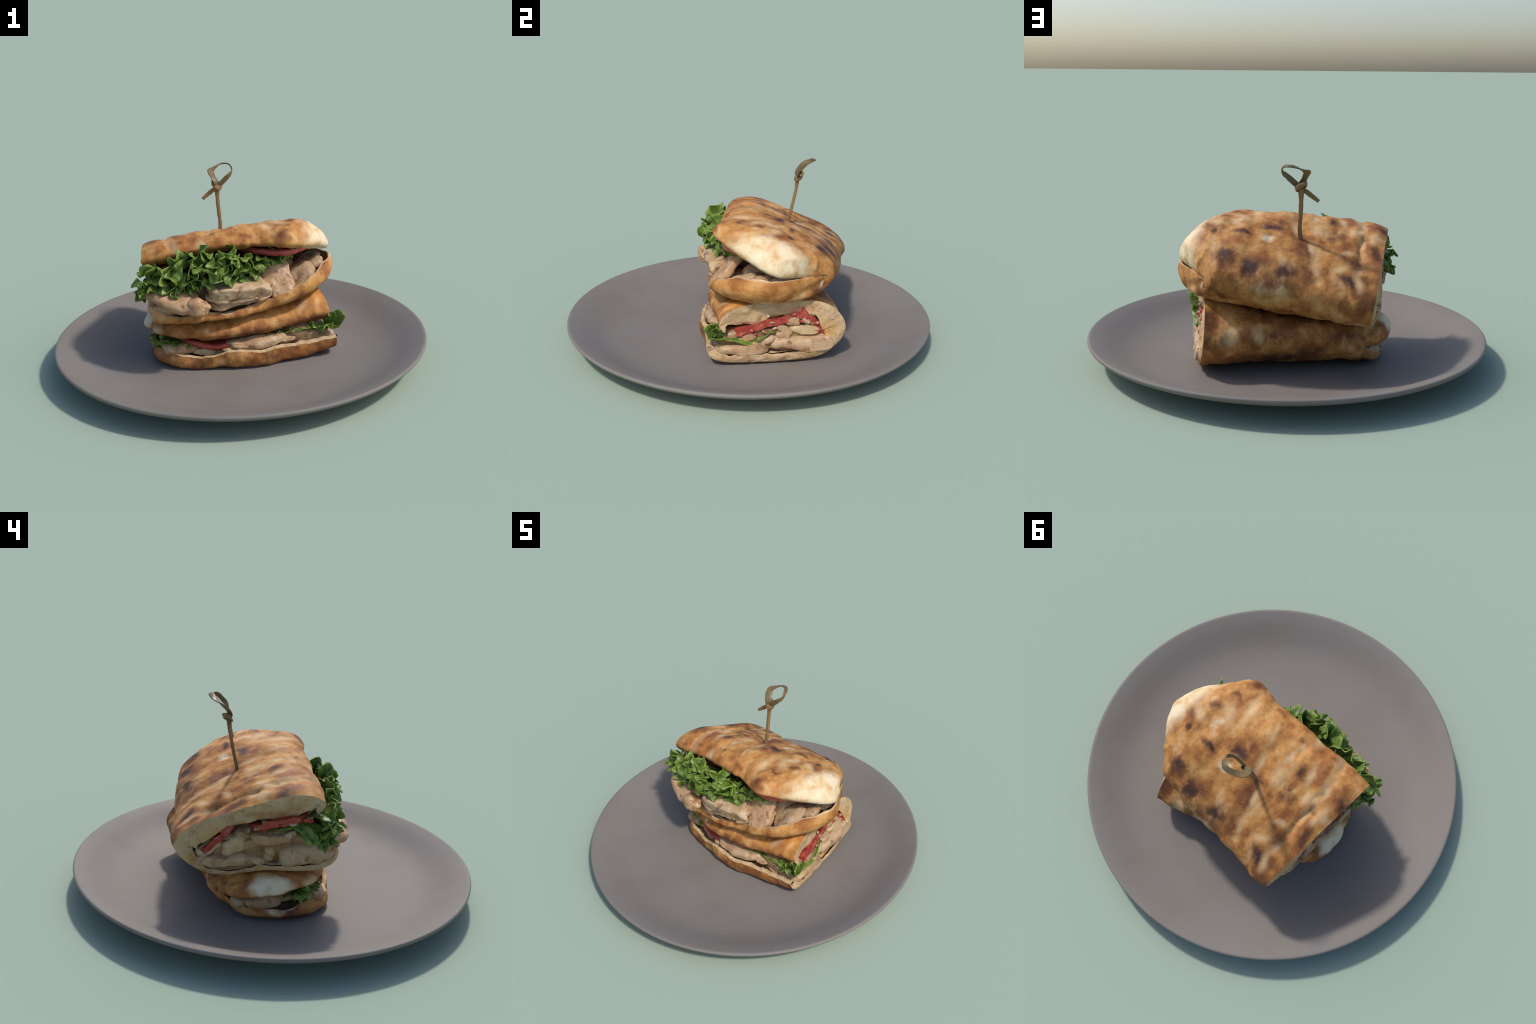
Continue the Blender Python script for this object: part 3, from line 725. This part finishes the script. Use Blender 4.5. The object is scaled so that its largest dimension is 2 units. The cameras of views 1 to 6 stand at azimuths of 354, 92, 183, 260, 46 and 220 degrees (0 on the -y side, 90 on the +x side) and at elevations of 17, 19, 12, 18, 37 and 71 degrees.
    # crumbs of filling squeezed out along the cuts
    for i in range(16):
        y = rng.uniform(-.08, .40)
        zt = np.interp(y, [-.1, .1, .2, .31, .36, .42], [.545, .525, .50, .48, .42, .35])
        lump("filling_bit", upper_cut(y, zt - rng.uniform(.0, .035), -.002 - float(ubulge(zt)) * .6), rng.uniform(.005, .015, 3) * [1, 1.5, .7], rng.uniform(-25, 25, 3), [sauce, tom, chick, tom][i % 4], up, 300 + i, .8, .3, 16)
    for i in range(16):
        y = rng.uniform(-.05, .44)
        zt = np.interp(y, [-.05, .1, .23, .33, .38, .45], [.20, .235, .272, .27, .21, .155])
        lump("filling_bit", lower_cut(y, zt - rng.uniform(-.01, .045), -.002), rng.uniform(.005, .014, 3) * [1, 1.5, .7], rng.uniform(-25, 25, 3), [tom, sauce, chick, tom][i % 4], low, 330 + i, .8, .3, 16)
    # lower half, cut face
    lump("dark_gap_backing", lower_cut(.15, .140, .10), (.13, .310, .070), (3, 0, 0), sauce, low, 38, .55, .04, 64, LC, -.018)
    lump(ch, lower_cut(-.03, .103, .09), (.12, .150, .032), (4, 0, 0), chick, low, 31, .6, .10, cut=LC, shift=.004)
    lump(ch, lower_cut(.28, .118, .09), (.13, .170, .044), (0, 0, 0), chick, low, 32, .65, .07, cut=LC, shift=.012)
    lump(ch, lower_cut(.405, .142, .06), (.08, .052, .028), (-12, 0, 0), chick, low, 33, .8, .12, cut=LC, shift=.014)
    lump("cheese", lower_cut(.30, .190, .07), (.09, .090, .032), (-4, 0, 0), cheese, low, 34, .8, .10, cut=LC, shift=.006)
    lump(ch, lower_cut(.24, .240, .06), (.07, .038, .024), (4, 0, 0), chick, low, 35, .5, .10, cut=LC, shift=.010)
    lump(ch, lower_cut(.315, .235, .06), (.07, .045, .024), (-20, 0, 0), chick, low, 36, .7, .14, cut=LC, shift=.004)
    lump(ch, lower_cut(.20, .198, .06), (.07, .050, .022), (-35, 0, 0), chick, low, 37, .7, .14, cut=LC, shift=.002)

    def tomato(c, r, th, rot, parent, seed, cut=None, shift=0.0):
        """a tomato slice: a flat rounded disc, flesh on the faces and skin round the edge"""
        nr, na = 26, 96
        prof = [(x, th / 2) for x in np.linspace(0.002, .94, nr)] + [(1 - .06 + .06 * math.cos(t), th / 2 * math.sin(t)) for t in np.linspace(1.2, -1.2, 7)] + [(x, -th / 2) for x in np.linspace(.94, 0.002, nr)]
        prof = np.array(prof)
        a = np.linspace(0, 2 * np.pi, na, endpoint=False)
        X = np.stack([prof[:, None, 0] * r * np.cos(a), prof[:, None, 0] * r * np.sin(a), np.repeat(prof[:, 1:2], na, 1)], -1)
        k = np.arange(len(prof))
        X[..., 2] += 0.012 * fbm(X[..., :] * [1, 1, 0] + seed, 7, 2, seed) + 0.003 * fbm(X * [1, 1, 0] + seed, 40, 2, seed)
        R = np.array(Euler([math.radians(t) for t in rot]).to_matrix())
        X = X @ R.T + np.array(c)
        i = np.arange(len(prof) * na).reshape(len(prof), na)
        j = np.roll(i, -1, 1)
        F = np.stack([i[:-1], j[:-1], j[1:], i[1:]], -1)
        mi = np.zeros(F.shape[:2], int)
        mi[nr - 1:nr + 7] = 1
        o = outward(mesh_object("tomato_slice", X.reshape(-1, 3), F.reshape(-1, 4), [tom, tomskin], parent, mi.ravel()))
        if cut:
            cut_plane(o, cut[0], cut[1], shift)
        return o

    tomato((.195, .085, .590), .222, .034, (-3, 3, 0), up, 1)
    tomato((-.34, .05, .514), .165, .032, (-13, -4, 0), up, 2, UC, -.006)
    tomato((-.36, .335, .432), .125, .030, (-44, -4, 0), up, 3, UC, -.006)
    tomato((-.14, .0, .146), .216, .030, (4, -2, 0), low, 4)
    tomato((.33, .115, .232), .20, .040, (15, 0, 0), low, 5, LC, .008)
    tomato((.32, .365, .232), .125, .032, (-42, 0, 0), low, 6, LC, .006)
    # pips
    for c, pr in ((lower_cut(.117, .277, -.004), low), (lower_cut(.328, .284, -.002), low), (upper_cut(.325, .47, -.004), up)):
        lump("tomato_pip", c, (.007, .008, .011), (10, 0, 0), cheese, pr, 40, 1.0, .05, 12)

    def leaf(base, mid, tip, amp, waves, seed, parent, n=420, rows=44, edge=4, crimp=0.22, t0=0.15):
        """a frilly lettuce leaf: a sheet that runs from its base line out to the mid line and curls on to
        the tip line; it is gathered into rounded pleats that open like cups towards the free edge"""
        u, w = np.linspace(0, 1, n), np.linspace(0, 1, rows)
        B, M, T = spline(base, u), spline(mid, u), spline(tip, u)
        q = w[None, :, None]
        G = B[:, None] * (1 - q) ** 2 + M[:, None] * 2 * q * (1 - q) + T[:, None] * q ** 2
        G0 = G.copy()
        tan = np.gradient(M, axis=0)
        tan /= np.linalg.norm(tan, axis=1, keepdims=True)
        tan = np.repeat(tan[:, None], rows, 1)
        od = np.gradient(G, axis=1)
        od /= np.linalg.norm(od, axis=2, keepdims=True)
        nrm = np.cross(tan, od)
        nrm /= np.linalg.norm(nrm, axis=2, keepdims=True)
        s = np.concatenate([[0], np.cumsum(np.linalg.norm(np.diff(M, axis=0), axis=1))])
        line = np.stack([s, s * 0, s * 0], -1) + seed * 7.3
        ph = 2 * np.pi * waves * s / s[-1] + 2.4 * fbm(line, 7, 2, seed)
        am = amp * (0.75 + 0.7 * np.abs(fbm(line, 9, 2, seed + 4)))
        k1 = np.clip((w - t0) / (1 - t0), 0, 1)[None] ** 0.9
        P1 = ph[:, None] + 0.9 * np.sin(0.41 * ph + seed)[:, None] * w[None]
        A = am[:, None] * k1
        G = G + nrm * (A * np.sin(P1))[..., None] + tan * (0.55 * A * np.sin(2 * P1 + 0.4))[..., None]
        G = G + od * (0.35 * A * np.cos(P1 + 1.2 + seed))[..., None]
        # small crimps on the free edge
        P3 = 3.1 * ph[:, None] + 2.5 * fbm(line, 16, 2, seed + 8)[:, None]
        A2 = crimp * am[:, None] * np.clip((w - 0.55) / 0.45, 0, 1)[None] ** 1.5
        G = G + nrm * (A2 * np.sin(P3))[..., None] + od * (0.8 * A2 * np.cos(P3 * 0.5 + 1))[..., None]
        # blistered blade
        G = G + 0.004 * np.stack([fbm(G0, 34, 2, seed + k) for k in (20, 21, 22)], -1)
        N = grid_normals(G)
        half = 0.0034 * (1 - 0.4 * w)[None, :, None]
        top, bot = G + N * half, G - N * half
        V = np.concatenate([top.reshape(-1, 3), bot.reshape(-1, 3)])
        m = n * rows
        F = [quads(n, rows), quads(n, rows, m, True)]
        idx = np.arange(m).reshape(n, rows)
        for line_ in (idx[:, -1], idx[::-1, 0], idx[0, :], idx[-1, ::-1]):
            F.append(np.stack([line_[:-1], line_[1:], line_[1:] + m, line_[:-1] + m], -1))
        mi = np.zeros((n - 1, rows - 1), int)
        mi[:, -edge:] = 1
        sizes = [len(f) for f in F]
        mi = np.concatenate([mi.ravel(), mi.ravel(), np.ones(sizes[2], int), np.zeros(sum(sizes[3:]), int)])
        return outward(mesh_object("lettuce_leaf", V, np.concatenate(F), [green, frill], parent, mi))

    # upper half: one broad leaf folded back and forth, its blade behind ...
    leaf([(-.48, -.06, .47), (-.38, -.08, .48), (-.28, -.09, .48), (-.16, -.10, .48)], [(-.50, -.17, .49), (-.42, -.21, .50), (-.31, -.215, .49), (-.18, -.21, .50)],
         [(-.50, -.19, .45), (-.44, -.23, .46), (-.315, -.225, .44), (-.20, -.22, .47)], .024, 4.5, 1, up)
    leaf([(-.46, -.04, .53), (-.36, -.08, .54), (-.24, -.09, .55), (-.10, -.09, .56), (.04, -.09, .56)], [(-.49, -.16, .53), (-.39, -.20, .54), (-.27, -.21, .56), (-.12, -.21, .57), (.03, -.16, .57)],
         [(-.49, -.17, .56), (-.39, -.20, .58), (-.27, -.20, .62), (-.12, -.20, .63), (.03, -.165, .60)], .024, 6.0, 2, up)
    leaf([(-.24, -.10, .53), (-.08, -.09, .53), (.08, -.06, .545), (.26, -.01, .555)], [(-.20, -.20, .55), (-.06, -.19, .55), (.10, -.14, .555), (.28, -.06, .57)],
         [(-.20, -.20, .50), (-.05, -.18, .49), (.11, -.14, .52), (.27, -.07, .555)], .020, 7.5, 4, up)

    def frills(spots, parent, seed):
        """... and its curly margin: rounded, cupped lobes with wavy edges, crowding each other.
        spots: (x, y, z, radius, up-tilt, side-tilt)"""
        rg = np.random.default_rng(seed)
        V, F, mi, b = [], [], [], 0
        nr, na = 20, 64
        for x, y, z, R, lift, side in spots:
            a = np.array([side, -1.0, lift]) + rg.normal(0, .25, 3)
            a /= np.linalg.norm(a)
            nrm = np.cross(a, rg.normal(0, 1, 3) + [1.2 * rg.choice([-1, 1]), 0, 0.3])
            nrm /= np.linalg.norm(nrm)
            bb = np.cross(nrm, a)
            r, f = np.linspace(0.04, 1, nr)[:, None], np.linspace(-1, 1, na)[None] * math.radians(rg.uniform(100, 145))
            k, p, k2, p2 = rg.uniform(1.9, 3.1), rg.uniform(0, 6.3), rg.uniform(5, 7.5), rg.uniform(0, 6.3)
            cup, ruf = rg.uniform(.15, .55) * rg.choice([-1, 1]), rg.uniform(.26, .42)
            edge = 1 + .08 * np.sin(2.3 * f * 2 + p2) + .06 * np.sin(6.1 * f + p)
            edge = edge * (0.25 + 0.75 * np.clip(np.cos(f / np.abs(f).max() * math.pi / 2), 0, 1) ** 0.45)
            roll = rg.uniform(.9, 1.7)                      # the rim rolls over
            q = np.sin(r * roll) / math.sin(min(roll, math.pi / 2)) * edge * R
            h = R * (cup * (1 - np.cos(r * roll)) * 1.3 + ruf * r ** 1.3 * np.sin(k * f * 1.6 + p) + .10 * r ** 3 * np.sin(k2 * f + p2))
            P = np.array([x, y, z]) + (q * np.cos(f))[..., None] * a + (q * np.sin(f))[..., None] * bb + h[..., None] * nrm
            P = P + .0025 * np.stack([fbm(P, 40, 2, seed + c) for c in (1, 2, 3)], -1)
            N = grid_normals(P)
            hh = (0.0030 * (1 - .4 * r))[..., None]
            top, bot = P + N * hh, P - N * hh
            m = nr * na
            V += [top.reshape(-1, 3), bot.reshape(-1, 3)]
            q1, q2 = quads(nr, na, b), quads(nr, na, b + m, True)
            idx = np.arange(m).reshape(nr, na) + b
            rims = [np.stack([l[:-1], l[1:], l[1:] + m, l[:-1] + m], -1) for l in (idx[-1, ::-1], idx[:, 0][::-1], idx[:, -1])]
            F += [q1, q2, *rims]
            t = np.repeat((np.arange(nr - 1) >= nr - 5).astype(int)[:, None], na - 1, 1).ravel()
            mi += [t, t, np.ones(sum(len(x_) for x_ in rims), int)]
            b += 2 * m
        o = outward(mesh_object("lettuce_frill", np.concatenate(V), np.concatenate(F), [green, frill], parent, np.concatenate(mi), kind="stuff"))
        return o

    # outline of the leafy mass along the open front: x, lowest z, highest z, how far out (y)
    mass = np.array([(-.50, .45, .51, -.150), (-.45, .45, .56, -.195), (-.37, .47, .575, -.210), (-.31, .425, .59, -.225), (-.22, .475, .650, -.255), (-.14, .50, .645, -.270),
                     (-.05, .485, .650, -.240), (.03, .465, .605, -.200), (.10, .505, .59, -.170), (.18, .545, .59, -.130), (.27, .570, .59, -.085)])
    spots = []
    for x in np.arange(-.485, .28, .046):
        lo, hi, yf = (np.interp(x, mass[:, 0], mass[:, i]) for i in (1, 2, 3))
        rows_ = max(1, int(round((hi - lo) / .052)) + 1)
        for i in range(rows_):
            t = (i + .5) / rows_
            R = rng.uniform(.044, .068) * (1 if x < .06 else .62)
            bulge = .028 * math.sin(math.pi * t)
            spots.append((x + rng.normal(0, .012), yf + .80 * R - bulge + .018 + rng.normal(0, .008), lo + (hi - lo) * t + rng.normal(0, .008), R, 1.5 * (t - .5) + rng.normal(0, .3), rng.normal(-.1, .5)))
    for i in range(0, len(spots), 14):
        frills(spots[i:i + 14], up, 60 + i)
    # hanging over the cut face
    leaf([(-.45, .06, .50), (-.45, -.02, .50), (-.44, -.10, .50)], [(-.49, .0, .50), (-.51, -.07, .47), (-.50, -.15, .47)], [(-.48, -.02, .455), (-.515, -.10, .41), (-.50, -.16, .42)], .016, 2.4, 6, up, 240, 36)
    # lower half
    leaf([(.40, .17, .185), (.41, .06, .165), (.40, -.06, .165), (.34, -.10, .17)], [(.43, .16, .185), (.445, .04, .15), (.47, -.10, .15), (.38, -.15, .165)], [(.445, .15, .19), (.470, .01, .15), (.51, -.16, .185), (.42, -.19, .185)], .012, 2.6, 7, low, 280, 36)
    leaf([(.43, -.09, .17), (.44, -.11, .19), (.44, -.10, .22)], [(.47, -.15, .165), (.49, -.16, .20), (.47, -.14, .24)], [(.50, -.19, .18), (.54, -.19, .25), (.51, -.16, .27)], .014, 1.4, 8, low, 160, 30)
    leaf([(.40, -.06, .17), (.25, -.08, .16), (.10, -.09, .15), (.0, -.10, .14)], [(.41, -.13, .19), (.27, -.14, .165), (.10, -.16, .155), (.0, -.17, .14)], [(.42, -.17, .18), (.28, -.155, .165), (.10, -.18, .158), (.0, -.20, .135)], .012, 8, 9, low)
    leaf([(-.45, .03, .13), (-.41, -.05, .14), (-.34, -.09, .14), (-.26, -.1, .13)], [(-.48, .0, .145), (-.44, -.09, .145), (-.36, -.14, .14), (-.27, -.17, .13)], [(-.49, -.02, .13), (-.45, -.11, .13), (-.37, -.16, .125), (-.28, -.19, .12)], .016, 5, 10, low)

    frills([(-.51, -.155, .495, .044, .05, -1.3), (-.505, -.19, .505, .038, .25, -.8), (-.51, -.125, .425, .046, -.15, -1.3), (-.50, -.17, .44, .038, -.3, -.6), (-.32, -.225, .43, .042, -.9, 0), (-.36, -.22, .445, .040, -.7, .3)], up, 90)
    frills([(x, y, z + dz, r, l, sd) for x, y, z, dz, r, l, sd in [(-.46, -.04, .14, .0, .030, .1, -.8), (-.43, -.08, .135, .01, .030, -.2, -.3), (-.40, -.11, .13, 0, .030, .2, 0), (-.365, -.13, .135, -.01, .028, -.3, 0),
            (-.335, -.145, .125, 0, .026, .2, .1), (-.445, -.06, .115, 0, .026, -.4, -.5), (-.29, -.16, .12, 0, .022, 0, 0)]], low, 91)
    frills([(.44, -.13, .185, .042, -.3, .4), (.40, -.13, .175, .034, -.4, 0), (.36, -.125, .180, .030, .1, 0), (.31, -.125, .165, .026, -.1, 0), (.26, -.125, .162, .022, .1, 0), (.20, -.13, .155, .020, 0, 0),
            (.10, -.15, .155, .018, 0, 0), (.05, -.16, .15, .016, 0, 0), (.475, -.14, .225, .038, .5, .6), (.46, -.15, .19, .036, -.2, .2)], low, 92)

    # --------------------------------------------------------------- knotted pick
    pick = empty("cocktail_pick", "knotted bamboo cocktail pick with a looped end", "cocktail pick", (-.071, .207, .60))

    def ribbon(name, pts, widths, facing, thick, mat, n=120):
        pts = spline(pts, np.linspace(0, 1, n))
        wd = np.interp(np.linspace(0, 1, n), np.linspace(0, 1, len(widths)), widths)
        fc = spline(facing, np.linspace(0, 1, n), np.arange(len(facing)))
        T = np.gradient(pts, axis=0)
        T /= np.linalg.norm(T, axis=1, keepdims=True)
        fc = fc - T * (fc * T).sum(1, keepdims=True)
        fc /= np.linalg.norm(fc, axis=1, keepdims=True)
        S = np.cross(T, fc)
        a = np.linspace(0, 2 * np.pi, 16, endpoint=False)
        ca, sa = np.cos(a), np.sin(a)
        ca, sa = np.sign(ca) * np.abs(ca) ** .6, np.sign(sa) * np.abs(sa) ** .6
        wob = 1 + 0.10 * fbm(pts, 45, 2, 5)
        V = pts[:, None] + S[:, None] * (ca[None] * (wd * wob)[:, None] / 2)[..., None] + fc[:, None] * (sa[None] * thick / 2)[..., None]
        i = np.arange(n * 16).reshape(n, 16)
        j = np.roll(i, -1, 1)
        F = np.stack([i[:-1], j[:-1], j[1:], i[1:]], -1).reshape(-1, 4).tolist()
        F += [i[0].tolist(), i[-1][::-1].tolist()]
        return outward(mesh_object(name, V.reshape(-1, 3), F, mat, pick))

    ribbon("pick_stick", [(-.070, .203, .55), (-.071, .207, .64), (-.068, .216, .68), (-.072, .234, .76), (-.074, .248, .83), (-.074, .256, .88)], [.020, .021, .020, .021, .023, .030], [(0, -1, .2)] * 3, .017, bamboo)
    ribbon("pick_loop", [(-.078, .268, .880), (-.074, .250, .900), (-.086, .256, .924), (-.097, .276, .947), (-.101, .297, .964), (-.084, .313, .974), (-.060, .327, .986), (-.030, .335, .994), (-.002, .322, .992), (.012, .297, .981), (.014, .278, .962),
            (-.004, .259, .942), (-.029, .254, .920), (-.052, .251, .900), (-.074, .250, .886)],
           [.028, .034, .039, .041, .038, .031, .028, .026, .024, .022, .023, .025, .026, .027, .028], [(.5, -.9, .3), (.6, -.8, .3), (.5, -.7, .5), (.2, -.4, .9), (-.1, .1, 1), (-.2, .3, .9), (.6, .3, .7), (.9, .3, .2), (.6, -.7, .1), (.4, -.9, .2), (.3, -.9, .3)], .0075, bamboo_skin, 200)
    ribbon("pick_knot", [(-.098, .262, .905), (-.085, .244, .890), (-.062, .243, .876), (-.050, .258, .880), (-.062, .275, .892), (-.088, .278, .905), (-.098, .262, .905)],
           [.024, .026, .026, .022, .022, .022, .024], [(-1, 0, 0), (0, -1, .2), (1, -.6, 0), (1, .6, 0), (0, 1, 0), (-1, .5, 0), (-1, 0, 0)], .010, bamboo)
    ribbon("pick_tail", [(-.068, .250, .883), (-.095, .246, .868), (-.118, .247, .851), (-.138, .245, .836), (-.157, .243, .821)], [.020, .022, .023, .022, .017], [(0, -1, .1)] * 3, .008, bamboo)


main()
